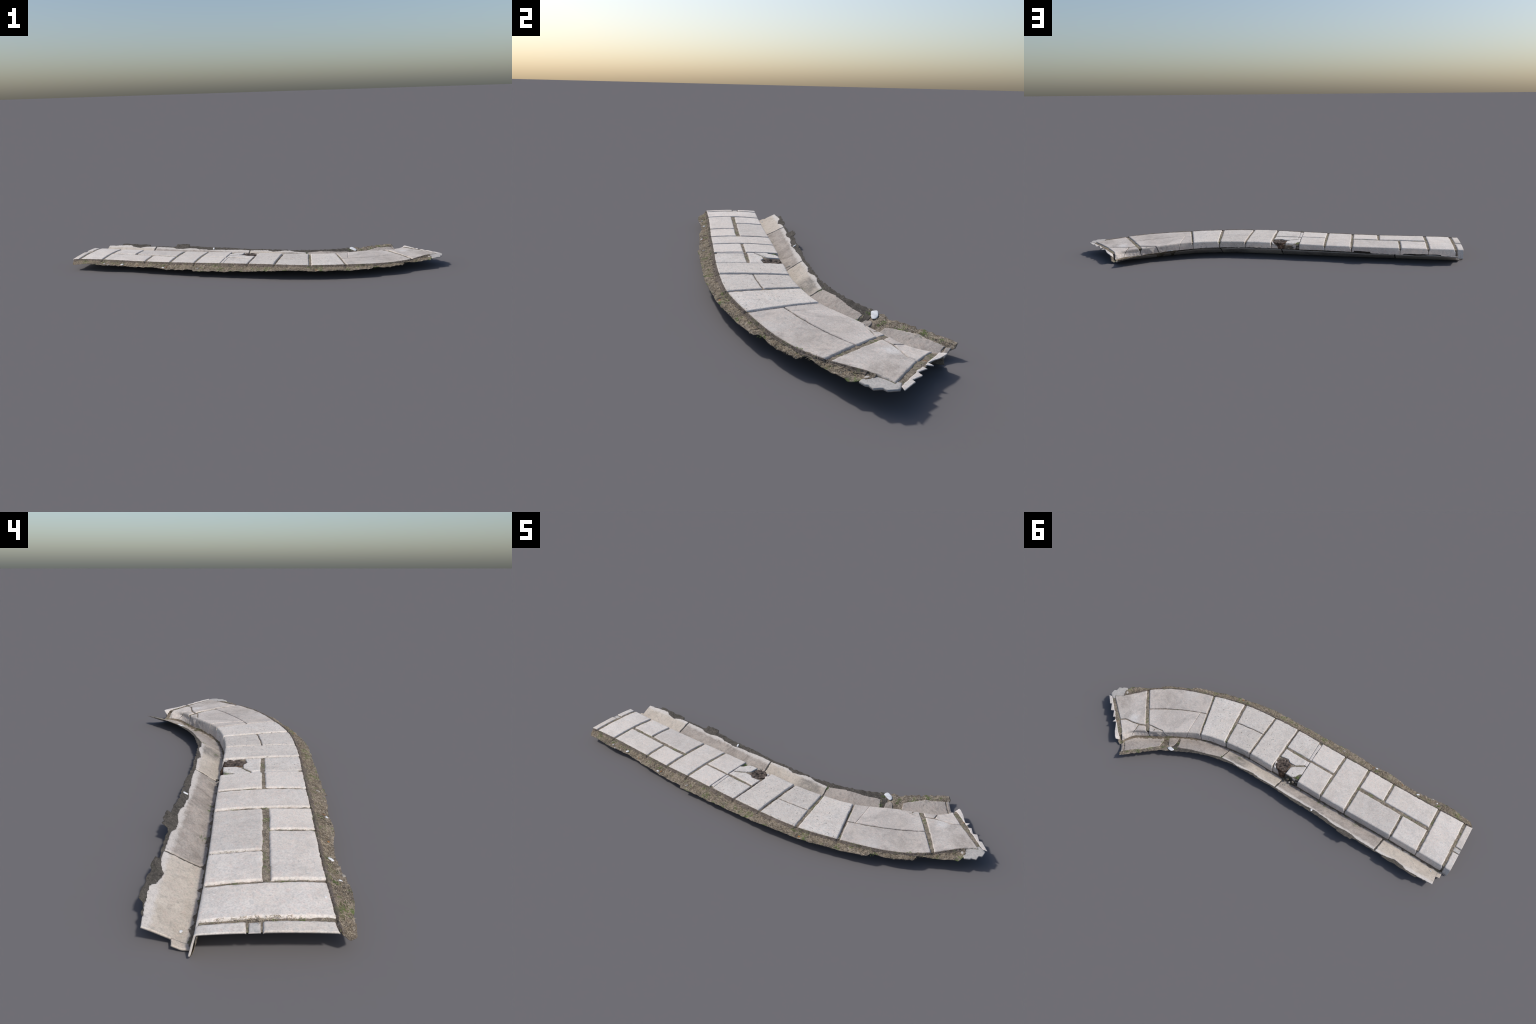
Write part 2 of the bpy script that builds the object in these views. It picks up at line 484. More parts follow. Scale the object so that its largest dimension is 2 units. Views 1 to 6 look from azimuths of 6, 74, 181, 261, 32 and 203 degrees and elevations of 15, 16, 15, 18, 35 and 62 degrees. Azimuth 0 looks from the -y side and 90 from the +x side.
count = [0]
def stone(name, A, B, mat, gap=(.005, .005, .004, .004), r=.006, th=.007, lift=0.0, rough=.0008,
          wiggle=.0019, face_gap=(None, None), res=.0028, parent=root, lip=None, surf=None, tilt=.0008, b_frac=None):
    """block lying in the crust between two rails A and B of (s,v); gap = a0,a1,b0,b1 joint half widths"""
    count[0] += 1
    sd = count[0] * 13
    _, la = rail(A, 2)
    _, lb = rail(B, 2)
    La = max(la, lb)
    na = max(5, int(La / res))
    m0, m1 = rail(A, 9)[0], rail(B, 9)[0]
    Lb = float(np.mean(np.linalg.norm((m1 - m0) * np.array([1, .25]), axis=1)))
    nb = max(5, int(Lb / res))
    a = np.linspace(0, 1, na)
    b = np.linspace(0, 1, nb)
    ga, gb = np.meshgrid(a, b, indexing="ij")
    RA, RB = rail(A, a)[0], rail(B, a)[0]
    sv = RA[:, None] * (1 - gb[..., None]) + RB[:, None] * gb[..., None]
    loc = np.linalg.norm((RA - RB) * np.array([1, .25]), axis=1)[:, None] + 1e-4     # local width across
    P0 = S(sv[..., 0], sv[..., 1]) if surf is None else surf(sv[..., 0], sv[..., 1])
    along = np.linalg.norm(P0[-1] - P0[0], axis=1)[None] * np.ones_like(ga) + 1e-4   # local length along
    v = sv[..., 1]
    on_face = smoothstep(1.03, 1.08, v) if surf is None else np.zeros_like(v)
    lowg = smoothstep(1.19, 1.2, v) if surf is None else np.zeros_like(v)
    on_face = on_face * (1 - lowg)
    g = []
    for k in range(4):
        w = gap[k] + wiggle * fbm(P0, 45, sd + k, 3) + .5 * wiggle * noise(P0, 200, sd + 5 + k)
        if k < 2 and face_gap[k] is not None:
            w = w * (1 - on_face) + face_gap[k] * on_face
        g.append(np.maximum(w, .0004 if gap[k] > 0 else -1))
        if gap[k] <= 0:
            g[k] = np.full_like(ga, gap[k])
    a2 = g[0] / along + ga * (1 - (g[0] + g[1]) / along)
    b2 = g[2] / loc + gb * (1 - (g[2] + g[3]) / loc)
    ia = np.clip(a2, 0, 1) * (na - 1)
    i0 = np.clip(np.floor(ia).astype(int), 0, na - 2)
    fr = (ia - i0)[..., None]
    ra = RA[i0] * (1 - fr) + RA[i0 + 1] * fr
    rb = RB[i0] * (1 - fr) + RB[i0 + 1] * fr
    sv = ra * (1 - b2[..., None]) + rb * b2[..., None]
    s, v = sv[..., 0], sv[..., 1]
    if surf is None:
        P, N = S(s, v), normals(s, v)
    else:
        P = surf(s, v)
        N = np.zeros_like(P)
        N[..., 2] = 1
    # rounded, chipped arrises at the joints
    chip = (1 + .45 * fbm(P, 38, sd + 9, 2)) * (1 - .45 * on_face)
    rad = [r if (gk >= .003 or gk < 0) else max(.0008, gk * .8) for gk in gap]
    inset = along - g[0] - g[1]
    ins_b = loc - g[2] - g[3]
    big = 1.0
    dist = [ga * inset if gap[0] > 0 else ga * 0 + big, (1 - ga) * inset if gap[1] > 0 else ga * 0 + big,
            gb * ins_b if gap[2] > 0 else ga * 0 + big, (1 - gb) * ins_b if gap[3] > 0 else ga * 0 + big]
    k_ = [np.clip(1 - dist[i] / (rad[i] * chip), 0, 1) for i in range(4)]
    ea_, eb_ = np.maximum(k_[0], k_[1]), np.maximum(k_[2], k_[3])
    ra_, rb_ = np.where(k_[0] > k_[1], rad[0], rad[1]), np.where(k_[2] > k_[3], rad[2], rad[3])
    e = np.clip(np.sqrt(ea_ ** 2 + eb_ ** 2), 0, 1)
    rr = chip * (ea_ * ra_ + eb_ * rb_ + 1e-9) / (ea_ + eb_ + 1e-6)
    drop = rr * (1 - np.sqrt(np.maximum(1 - e ** 2.2, 0)))
    rugged = (1 - smoothstep(AT["j1"] + .05, AT["j1"] + .22, s)) * on_face
    d = rough * (fbm(P, 60, 3, 3) * .7 + .9 * fbm(P, 16, 5, 2)) + rugged * (.0085 * fbm(P, 28, 8, 4) - .001)
    d = d + on_face * .0016 * fbm(P * np.array([1, 1, .5]), 40, 21, 3)
    ctr = np.array([s.mean(), v.mean()])
    tl = np.random.default_rng(sd).uniform(-1, 1, 3)
    d = d + lift + tilt * (tl[0] * (s - ctr[0]) / .1 + tl[1] * (np.clip(v, 0, 1) - .5) + .7 * tl[2]) * (1 - on_face) * (1 - lowg)
    top = P + N * (d - drop)[..., None]
    t = np.full_like(drop, th)
    bot = P - N * np.maximum(t, drop + .0012)[..., None]
    verts, quads, nq = slab_mesh(top, bot)
    fm, mats = None, None
    if lip is not None:
        mats = [mat, lip[0]]
        edge = (dist[3] < lip[1] * (1 + .6 * fbm(P, 30, sd + 2, 3) + .5 * noise(P, 120, sd) + .5 * noise(P, 600, sd)))[:-1, :-1].reshape(-1)
        fm = np.zeros(len(quads), int)
        fm[:nq] = edge
        fm[nq:2 * nq] = edge
    return mesh_object(name, verts, quads, mat, parent, mats=mats, face_mat=fm)

def line(s0, v0, s1, v1):
    return [(s0, v0), (s1, v1)]

J = AT
FOOT = 1.2
def mid_v(x, y):
    return inv(x, y)[1]

m12a, m12b = mid_v(.759, -.011), mid_v(.466, -.112)
m34a, m34b = mid_v(.293, -.129), mid_v(.148, -.124)
m57a, m57b = mid_v(-.006, -.104), mid_v(-.275, -.062)
m810a, m810b = mid_v(-.427, -.042), mid_v(-.793, .017)
s9o, s9m = inv(-.575, -.146)[0], inv(-.600, .0)[0]
s9i = inv(-.651, .124)[0]

FG = .0009     # kerb face joints that are pointed flush
CR = .0022     # kerb face joints that gape
# whole slabs that run from the verge down the kerb
stone("paving_slab", line(J["j2"], 0, J["j3"], 0), line(J["j2"], FOOT, J["j3"], FOOT), PITTED, (.003, .006, .0031, .002), face_gap=(FG, CR))
stone("paving_slab", line(J["j4"], 0, J["j5"], 0), line(J["j4"], FOOT, J["j5"], FOOT), PITTED, (.005, .004, .0031, .002), face_gap=(FG, FG), lift=.0022)
stone("paving_slab", line(J["j7"], 0, J["j8"], 0), line(J["j7"], FOOT, J["j8"], FOOT), STONE, (.0045, .0055, .0031, .002), face_gap=(FG, CR))
stone("paving_slab", line(J["j10"], 0, J["j11"], 0), line(J["j10"], FOOT, J["j11"], FOOT), STONE, (.0055, .0065, .0031, .002), face_gap=(FG, CR))
# halved courses
stone("paving_slab", line(J["j1"], 0, J["j2"], 0), line(J["j1"], m12a, J["j2"], m12b), WORN, (.006, .005, .0031, .0022), r=.0055)
stone("paving_slab", line(J["j3"], 0, J["j4"], 0), line(J["j3"], m34a, J["j4"], m34b), PITTED, (.006, .004, .0031, .0022), r=.005)
stone("paving_slab", line(J["j3"], m34a, J["j4"], m34b), line(J["j3"], FOOT, J["j4"], FOOT), PITTED, (.006, .004, .0022, .002), r=.005, face_gap=(CR, FG))
stone("paving_slab", line(J["j8"], 0, s9o, 0), line(J["j8"], m810a, s9o, (m810a + m810b) / 2), STONE, (.0055, .004, .0031, .008))
stone("paving_slab", line(s9o, 0, J["j10"], 0), line(s9o, (m810a + m810b) / 2, J["j10"], m810b), STONE, (.005, .006, .0031, .007))
stone("paving_slab", line(J["j8"], m810a, s9i, (m810a + m810b) / 2), line(J["j8"], FOOT, s9i, FOOT), STONE, (.0055, .004, .008, .002), face_gap=(CR, FG))
stone("paving_slab", line(s9i, (m810a + m810b) / 2, J["j10"], m810b), line(s9i, FOOT, J["j10"], FOOT), STONE, (.0055, .0055, .008, .002), face_gap=(FG, FG), lift=-.0005)
# cracked cement course in the middle
c6a, c6b = J["j6"] - .015, J["j6"] + .003
mc = (m57a + m57b) / 2
stone("paving_slab", line(J["j5"], 0, c6a, 0), line(J["j5"], m57a, c6a + .004, mc), PITTED, (.004, .0008, .0031, .004), r=.0035, lift=-.001)
stone("cement_strip", line(c6a, .05, c6b, .05), line(c6a + .004, mc, c6b, mc), CEMENT, (.0008, .0009, .003, .003), r=.0015, lift=-.0015)
stone("paving_slab", line(c6b, 0, J["j7"], 0), line(c6b, mc, J["j7"], m57b), STONE, (.001, .0055, .0031, .0045), r=.0045)
stone("paving_slab", line(c6b, mc, J["j7"], m57b), line(c6b, FOOT, J["j7"], FOOT), STONE, (.001, .0055, .0045, .002), r=.0045, face_gap=(.001, FG))
pv = lambda *pts: [inv(*p) for p in pts]
# broken corner slab round the stump
stone("slab_fragment", pv((-.002, -.101), (-.128, -.079)), pv((.010, -.045), (-.006, -.046), (-.038, -.046), (-.053, -.030), (-.085, -.027), (-.128, -.048)),
      PITTED, (.004, .0008, .0035, .0012), r=.003, lift=-.001)
stone("slab_fragment", pv((-.066, -.006), (-.085, -.022), (-.140, -.044)), pv((-.058, .036), (-.091, .040), (-.108, .034), (-.120, .014), (-.135, .006)),
      PITTED, (.001, .0008, .0012, .002), r=.0035, lift=-.001, th=.014)
stone("cement_strip", pv((-.127, -.079), (-.146, -.076)), pv((-.127, -.046), (-.141, -.043)), CEMENT, (.0008, .0008, .003, .0009), r=.0015, lift=-.0018)
stone("slab_fragment", pv((.019, -.018), (.004, -.010)), pv((.012, .0265), (-.006, .032)), CEMENT, (.002, .002, .001, .001), r=.005, lift=-.004, th=.012)
stone("slab_fragment", line(J["j5"], 1.02, J["j5"] + .035, 1.06), line(J["j5"], FOOT, J["j5"] + .045, FOOT), WORN, (.001, .003, .0031, .002), r=.003, lift=-.003)
stone("slab_fragment", line(J["j6"] - .035, 1.035, J["j6"] - .012, 1.03), line(J["j6"] - .035, 1.13, J["j6"] - .014, 1.12), WORN, (.002, .003, .0031, .002), r=.004, lift=-.010)
# first slabs by the ragged end, split by cracks
crack = pv((.875, .108), (.843, .092), (.803, .092), (.762, .091), (.722, .079))
stone("slab_fragment", line(J["j0"], 0, J["j1"], 0), crack, WORN, (.008, .006, .0031, .0028), r=.0045, wiggle=.002)
iA = .70
cr2 = pv((.762, .091), (.778, .123), (.789, .152))
cs, cv = cr2[0]
e_s = cr2[2][0]
stone("slab_fragment", pv((.875, .108), (.843, .092), (.803, .092), (.764, .091)),
      [(J["j0"], FOOT), (J["j0"] + .02, FOOT), (e_s - .01, FOOT), (e_s + .003, FOOT)], WORN, (.008, .0008, .003, .002), r=.004, face_gap=(.006, .0004), wiggle=.002, lift=-.001)
stone("slab_fragment", pv((.760, .091), (.722, .079)), [(e_s + .003, FOOT), (J["j1"], FOOT)], WORN, (.0008, .006, .003, .002), r=.004, face_gap=(.0004, FG), lift=-.002, wiggle=.002)
# second halved course, inner side: corner broken away by a crack that runs down the face
ck = pv((.697, .062), (.663, .072), (.627, .074), (.600, .079))
ckf = (inv(.600, .079)[0] + .012, FOOT)
stone("slab_fragment", [(J["j1"], ck[0][1]), ck[1], ck[2], ck[3]], [(J["j1"], FOOT), (J["j1"] + .05, FOOT), (ckf[0] - .004, FOOT), ckf], WORN, (.006, .0008, .0018, .002),
      r=.003, face_gap=(FG, .001), lift=-.003, wiggle=.002)
h1, h2 = inv(.500, -.112)[0], inv(.518, .022)[0]
stone("slab_fragment", [(J["j1"], m12a), (h1, m12a + (m12b - m12a) * .88)],
      [(J["j1"], ck[0][1]), ck[1], ck[2], ck[3], (ckf[0], FOOT - .01), (ckf[0] + .012, FOOT), (h2, FOOT)], WORN, (.006, .0006, .0022, .0018), r=.004, face_gap=(.002, .0008), wiggle=.0018)
stone("slab_fragment", [(h1, m12a + (m12b - m12a) * .88), (J["j2"], m12b)], [(h2, FOOT), (J["j2"], FOOT)], WORN, (.0006, .005, .0022, .002), r=.004, face_gap=(.0008, FG))

# ragged slivers of the next slabs at both ends
teeth = pv((1.001, -.003), (.972, .036), (.969, .042), (.958, .040), (.943, .073), (.940, .077), (.925, .071), (.909, .108), (.897, .133), (.879, .126),
           (.866, .152), (.857, .175), (.838, .205), (.827, .214), (.812, .203))
split = 8
vs = teeth[split][1]
stone("end_sliver", [(J["j0"], .035), (J["j0"], vs - .06)], [(a_, b_) for a_, b_ in teeth[:split]], G_LIP, (.001, .001, .007, -.0001), r=.003, th=.004, res=.002, lift=-.001)
stone("end_sliver", [(J["j0"], vs - .045), (J["j0"], 1.02)], [(a_, b_) for a_, b_ in teeth[split:]], G_LIP, (.001, .001, .007, -.0001), r=.003, th=.004, res=.002, lift=-.001)
se = J["end"]
stone("end_sliver", [(J["j11"], .02), (J["j11"], .545)], [(se, .0), (se, .545)], STONE, (.003, .003, .006, -.0001), r=.004, th=.004, lift=.0)
stone("end_sliver", [(J["j11"], .545), (J["j11"], .635)], [(se, .545), (se, .635)], CONCRETE, (.001, .001, .006, -.0001), r=.002, th=.004, lift=-.003)
stone("end_sliver", [(J["j11"], .635), (J["j11"], FOOT)], [(se, .635), (se - .002, FOOT + .005)], STONE, (.003, .001, .006, -.0001), r=.004, th=.004)
# grey concrete lump on the outer corner
def flat_corner(z):
    def f(x, y):
        return np.stack([x, y, np.full_like(x, z) - .03 * (1.0 - x)], -1)
    return f
stone("concrete_lump", [(.900, -.040), (.928, -.020), (.966, .010)],
      [(.934, -.083), (.956, -.076), (.958, -.070), (.977, -.067), (.979, -.045), (.992, -.040), (.995, -.008)],
      CONCRETE, (.001, .001, .001, -.0001), r=.003, th=.005, res=.002, surf=flat_corner(.0560))

# ---------------------------------------------------------------- gutter stones
def lip(*pts):
    return pv(*pts)
GF = 1.207
def gutter(name, s0, s1, lip_pts, mat, lip_w, gap=(.0012, .0012), inner=None, **k):
    A = inner or [(s0, GF), (s1, GF)]
    return stone(name, A, lip_pts, mat, (gap[0], gap[1], .0015, .0008), r=.004, th=.0045, wiggle=.0034, tilt=0,
                 rough=.0017, res=.0022, **k)
gA = inv(.779, .220)[0]
gutter("gutter_stone", J["j0"] - .004, gA, lip((.772, .262), (.764, .250)), G_GREY, 0, gap=(-.0001, .001))
gutter("gutter_stone", gA, inv(.604, .115)[0], lip((.762, .250), (.749, .245), (.684, .212), (.640, .179), (.606, .150)), G_GREY, .004)
gutter("gutter_fragment", inv(.585, .105)[0], inv(.535, .085)[0], lip((.568, .127), (.556, .130), (.540, .116)), G_GREY, 0)
gutter("gutter_stone", inv(.532, .087)[0], inv(.275, .030)[0],
       lip((.516, .118), (.505, .120), (.479, .112), (.411, .101), (.362, .096), (.320, .086), (.284, .081)), G_GREY, .006)
gutter("gutter_stone", inv(.274, .030)[0], inv(-.045, .06)[0],
       lip((.280, .079), (.265, .082), (.214, .086), (.185, .096), (.156, .098), (.120, .094), (.092, .097), (.060, .109), (.024, .113), (-.038, .120)), G_BUFF, .012)
gutter("gutter_stone", inv(-.047, .066)[0], inv(-.622, .148)[0],
       lip((-.042, .121), (-.071, .128), (-.120, .136), (-.173, .142), (-.225, .150), (-.272, .152), (-.300, .163), (-.336, .168), (-.370, .182), (-.401, .187),
           (-.440, .186), (-.478, .194), (-.505, .208), (-.531, .211), (-.570, .217), (-.604, .224)), G_GREY_LIP, .019)
gutter("gutter_stone", inv(-.626, .150)[0], 0,
       lip((-.608, .224), (-.651, .231), (-.687, .230), (-.705, .224), (-.728, .232), (-.753, .241), (-.770, .258), (-.785, .259), (-.829, .262), (-.870, .265), (-.907, .267)),
       G_BUFF_LIP, .018, gap=(.002, -.0001), inner=[(inv(-.626, .150)[0], GF), (1.9172, GF)])
stone("gutter_stone", line(1.9168, GF, 1.9375, GF), line(1.9168, 1.365, 1.9365, 1.35), G_BUFF, (-.0001, -.0001, .0015, -.0001), r=.003, th=.0045, tilt=0, rough=.0017)

# ---------------------------------------------------------------- sheets: bed, bank, asphalt
def sheet(name, s0, s1, lo, hi, offset, th, mat, res=.004, amp=(.002, 60), stuff=True, extra=None):
    """crust sheet between v = lo(s) and hi(s)"""
    ns = max(3, int((s1 - s0) / res))
    s = np.linspace(s0, s1, ns)
    vl = lo(s) if callable(lo) else np.full(ns, lo)
    vh = hi(s) if callable(hi) else np.full(ns, hi)
    nv = max(4, int(np.max(np.abs(vh - vl)) * .25 / res))
    t = np.linspace(0, 1, nv)
    v = vl[:, None] * (1 - t) + vh[:, None] * t
    ss = np.repeat(s[:, None], nv, 1)
    P, N = S(ss, v), normals(ss, v)
    d = offset + amp[0] * fbm(P, amp[1], 31, 4)
    if extra is not None:
        d = d + extra(ss, v, P)
    top = P + N * d[..., None]
    bot = top - N * th
    verts, quads, _ = slab_mesh(top, bot)
    return mesh_object(name, verts, quads, mat, stuff=stuff)

def cavity(s, v, P):
    a = smoothstep(inv(-.030, .045)[0] - .02, inv(-.050, .045)[0], s) * (1 - smoothstep(inv(-.120, .055)[0], inv(-.140, .06)[0], s))
    k = a * smoothstep(.86, .95, v) * (1 - smoothstep(1.16, 1.2, v))
    h = np.exp(-(((P[..., 0] + .028) ** 2 + (P[..., 1] - .005) ** 2) / .026 ** 2))
    deep = sum(d * np.exp(-((s - J[j]) / .010) ** 2) for j, d in (("j5", .005), ("j2", .0035), ("j4", .002), ("j8", .0015)))
    deep = (deep + .003 * np.exp(-((s - s9i) / .010) ** 2) * smoothstep(.52, .56, v)) * smoothstep(.06, .14, v) * (1 - smoothstep(1.0, 1.05, v))
    return -deep - .007 * k - .011 * h * (v < 1) - (.0015 + .008 * (1 - smoothstep(AT["j1"] + .05, AT["j1"] + .22, s))) * smoothstep(1.0, 1.05, v) * (1 - smoothstep(1.16, 1.195, v))
sheet("joint_soil", J["j0"] - .012, J["end"] - .006, .004, 1.205, -.0048, .0012, JOINT, extra=cavity, amp=(.0030, 55), res=.003)
# dirt washed into the crease
def dirt_lo(s):
    wide = 1 - smoothstep(J["j2"], J["j4"], s)
    return 1.186 - .016 * wide + .010 * noise(np.stack([s, s * 0, s * 0], -1), 30, 4)
def dirt_hi(s):
    wide = 1 - smoothstep(J["j2"], J["j4"], s)
    return 1.258 + .012 * wide + .030 * fbm(np.stack([s, s * 0 + 3, s * 0], -1), 40, 6, 3)
sheet("crease_dirt", J["j0"] + .002, J["end"] - .035, dirt_lo, dirt_hi, .0, .002, DIRT, res=.0022, amp=(.0020, 70), extra=lambda s, v, P: -.0022 * smoothstep(1.215, 1.28, v))

# road side: asphalt with two lifted flaps
rimA = pv((-.396, .199), (-.402, .200), (-.404, .213), (-.482, .226), (-.486, .212), (-.532, .217), (-.604, .228), (-.645, .233), (-.647, .243),
          (-.725, .255), (-.823, .272), (-.829, .262), (-.906, .267))
ra = np.array([p[0] for p in rimA])
rv = np.array([p[1] for p in rimA])
def rim(s):
    base = np.interp(s, ra, rv, left=1.603, right=1.603) + .006
    return base + .012 * noise(np.stack([s, s * 0, s * 0], -1), 70, 2)
def flap(s, v, P):
    return .005 * smoothstep(1.5, 1.68, v) * (smoothstep(ra[1], ra[2], s) * (1 - smoothstep(ra[3], ra[4], s)) + .7 * smoothstep(ra[7], ra[8], s) * (1 - smoothstep(ra[10], ra[11], s)))
sheet("asphalt_strip", inv(.560, .08)[0], inv(-.905, .18)[0], 1.24, rim, -.0019, .0008, ASPHALT, res=.003, amp=(.0011, 110), extra=flap)
sheet("gutter_soil", J["j0"] - .006, inv(.520, .08)[0], 1.23, lambda s: 1.6 + .02 * noise(np.stack([s, s * 0, s * 0], -1), 60, 3), -.0024, .001, VERGE, res=.003, amp=(.002, 60),
      extra=lambda s, v, P: -.001 * np.exp(-((s - inv(.596, .12)[0]) / .02) ** 2))

sheet("gutter_soil", .0035, .024, lambda s: 1.44 + 6 * np.clip(.012 - s, 0, 1) , 1.598, -.0024, .001, VERGE, res=.0025, amp=(.002, 60))

# soil bank with its torn, stepped edge
steps = pv((.940, -.068), (.921, -.103), (.880, -.121), (.845, -.131), (.800, -.149), (.776, -.158), (.770, -.180), (.730, -.199), (.691, -.214), (.650, -.224), (.622, -.229),
           (.608, -.248), (.560, -.260), (.521, -.268))
steps += [inv(*p[:2]) for p in SOIL_RIM[7:14]] + pv((-.241, -.249), (-.299, -.246), (-.302, -.237), (-.357, -.229)) + [inv(*p[:2]) for p in SOIL_RIM[16:25]] + pv((-.985, -.118), (-.997, -.100))
ea = np.array([p[0] for p in steps])
ev = np.array([p[1] for p in steps])
ea = np.maximum.accumulate(ea + np.arange(len(ea)) * 1e-6)
def bank_edge(s):
    return np.interp(s, ea, ev) + .010 + .008 * noise(np.stack([s, s * 0, s * 0], -1), 60, 9)
def bank_top(s):
    return .018 + .014 * fbm(np.stack([s, s * 0, s * 0], -1), 60, 11, 4)
def bank_relief(s, v, P):
    notch = sum(np.exp(-((s - js) / .0055) ** 2) for js in [J[k] for k in ("j1", "j2", "j3", "j4", "j5", "j7", "j8", "j10", "j11")] + [s9o])
    return -.0055 * np.minimum(notch, 1) * smoothstep(-.10, -.01, v) + (.0055 * fbm(P, 30, 41, 4) + .002 * noise(P, 110, 44)) * smoothstep(.01, -.05, v) + .0006 - .004 * smoothstep(0.0, .03, v)
sheet("soil_bank", inv(.945, -.06)[0], J["end"] - .004, bank_edge, bank_top, -.0004, .0015, VERGE, res=.0025, amp=(.0012, 90), extra=bank_relief)

# dark humus packed against the slab edge, frayed on both borders
def line_noise(s, scale, seed):
    return fbm(np.stack([s, s * 0, s * 0], -1), scale, seed, 4)
sheet("humus_fringe", inv(.915, -.06)[0], J["end"] - .010,
      lambda s: -.030 + .030 * line_noise(s, 28, 51) + .016 * line_noise(s, 170, 52),
      lambda s: .024 + .018 * line_noise(s, 45, 53) + .012 * line_noise(s, 220, 54), .0007, .0016, HUMUS, res=.002, amp=(.0010, 120),
      extra=lambda s, v, P: bank_relief(s, v, P) - .0016 * smoothstep(.012, .04, v))

# ---------------------------------------------------------------- blades of dry and green grass
def blades(name, spots, mat, length, width, flatness, seed, up=.5):
    r = np.random.default_rng(seed)
    V, Q = [], []
    for (p, n, side) in spots:
        az = r.uniform(0, 2 * math.pi)
        t = np.array([math.cos(az), math.sin(az), 0])
        t = t - n * (t @ n)
        t /= np.linalg.norm(t) + 1e-9
        L = length * r.uniform(.5, 1.4)
        w = width * r.uniform(.6, 1.3)
        lift_ = (1 - flatness) * r.uniform(.2, 1.0)
        sd = np.cross(n, t)
        bend = r.normal(0, .35)
        base = len(V)
        for k, f in enumerate((0, .4, .75, 1.0)):
            q = p + t * L * f * (1 - .35 * lift_) + n * (.0004 + L * lift_ * (f - .35 * f * f) + .0006 * math.sin(f * 3)) + sd * bend * L * f * f
            ww = w * (1 - .85 * f * f) * .5
            V += [q - sd * ww, q + sd * ww]
        for k in range(3):
            Q.append((base + 2 * k, base + 2 * k + 1, base + 2 * k + 3, base + 2 * k + 2))
    return mesh_object(name, np.array(V), np.array(Q), mat, stuff=True)

def bank_spots(n, seed, vlo=-.19, vhi=.012):
    r = np.random.default_rng(seed)
    s = r.uniform(inv(.93, -.07)[0], J["end"] - .012, n)
    v = r.uniform(vlo, vhi, n)
    edge = bank_edge(s)
    v = np.maximum(v, edge + r.uniform(.03, .10, n))
    P, N = S(s, v), normals(s, v)
    d = -.0004 + .0012 * fbm(P, 90, 31, 4) + bank_relief(s, v, P)
    P = P + N * np.maximum(d, -.002)[:, None]
    return [(P[i], N[i], 0) for i in range(n)]
blades("dry_grass", bank_spots(2600, 1), STRAW, .009, .0009, .97, 2)
blades("dead_grass", bank_spots(2200, 3), STRAW_DARK, .009, .0011, .95, 4)

def tuft_spots(places, n, spread, seed, off=0.0):
    r = np.random.default_rng(seed)
    out = []
    for (x, y) in places:
        s0, v0 = inv(x, y)
        s = s0 + r.normal(0, spread, n)
        v = np.minimum(v0 + r.normal(0, spread * 4, n), 1.555)
        P, N = S(s, v), normals(s, v)
        P = P + N * off
        out += [(P[i], N[i], 0) for i in range(n)]
    return out
BANK_TUFTS = [(.300, -.266), (.005, -.252), (-.085, -.241), (-.147, -.222), (-.155, -.232), (-.386, -.193), (-.470, -.176), (-.810, -.124), (-.912, -.112),
              (-.05, -.25), (.40, -.268), (.62, -.225), (-.55, -.17), (.17, -.27), (.75, -.165), (-.25, -.215), (-.70, -.135), (-.86, -.125)]
blades("green_grass", tuft_spots(BANK_TUFTS, 26, .007, 5, -.001), GREEN, .0075, .0010, .85, 6)
JOINT_TUFTS = [(.309, -.100), (-.121, .025), (-.125, .032), (-.118, .034), (-.423, -.041), (-.494, -.035), (-.409, .047), (.855, .150), (.523, .019), (-.945, .03), (-.948, .09), (-.953, -.02), (-.62, .0)]
blades("green_grass", tuft_spots(JOINT_TUFTS, 16, .0035, 7, -.004), GREEN, .005, .0010, .8, 8)
END_TUFTS = [(-.935, .10), (-.938, .075), (-.930, .125), (-.945, .035), (-.95, .0), (-.94, .055), (-.935, .02)]
blades("dry_grass", tuft_spots(END_TUFTS, 26, .006, 9, -.001), STRAW, .008, .0010, .93, 10)
GUT_TUFTS = [(.614, .118), (.525, .096), (.204, .034), (-.477, .125), (-.266, .090), (-.303, .096), (.52, .135), (.59, .155), (.64, .19), (.69, .225), (.735, .255), (.285, .075)]
blades("green_grass", tuft_spots(GUT_TUFTS, 18, .006, 11), GREEN, .006, .0010, .85, 12)
blades("dry_grass", tuft_spots([(.60, .165), (.64, .195), (.68, .22), (.72, .245), (.75, .265), (.57, .14)], 30, .006, 13), STRAW, .008, .0010, .97, 14)
blades("dead_leaf", tuft_spots([(.872, .123), (.33, -.28), (-.45, -.20), (.57, -.235), (-.62, -.165), (.44, -.262)], 1, .003, 15), LEAF, .011, .006, .95, 16)

# straw blown into the joints
def joint_spots(n, seed):
    r = np.random.default_rng(seed)
    runs = [((J[k], .02), (J[k], .98)) for k in ("j0", "j1", "j3", "j4", "j7", "j8", "j10", "j11")]
    runs += [((J["j8"], m810a), (J["j10"], m810b))] * 3 + [((s9i, .52), (s9i, .98)), ((s9o, .03), (s9o, .48)), ((J["j5"], m57a), (J["j7"], m57b))]
    out = []
    for _ in range(n):
        (sa, va), (sb, vb) = runs[r.integers(len(runs))]
        f = r.uniform()
        s = np.array([sa + (sb - sa) * f + r.normal(0, .0022)])
        v = np.array([va + (vb - va) * f + r.normal(0, .009)])
        P, N = S(s, v), normals(s, v)
        out.append((P[0] - N[0] * .0030, N[0], 0))
    return out
blades("dry_grass", joint_spots(520, 21), STRAW, .0055, .0009, .9, 22)
blades("green_grass", joint_spots(90, 23), GREEN, .0045, .0009, .85, 24)

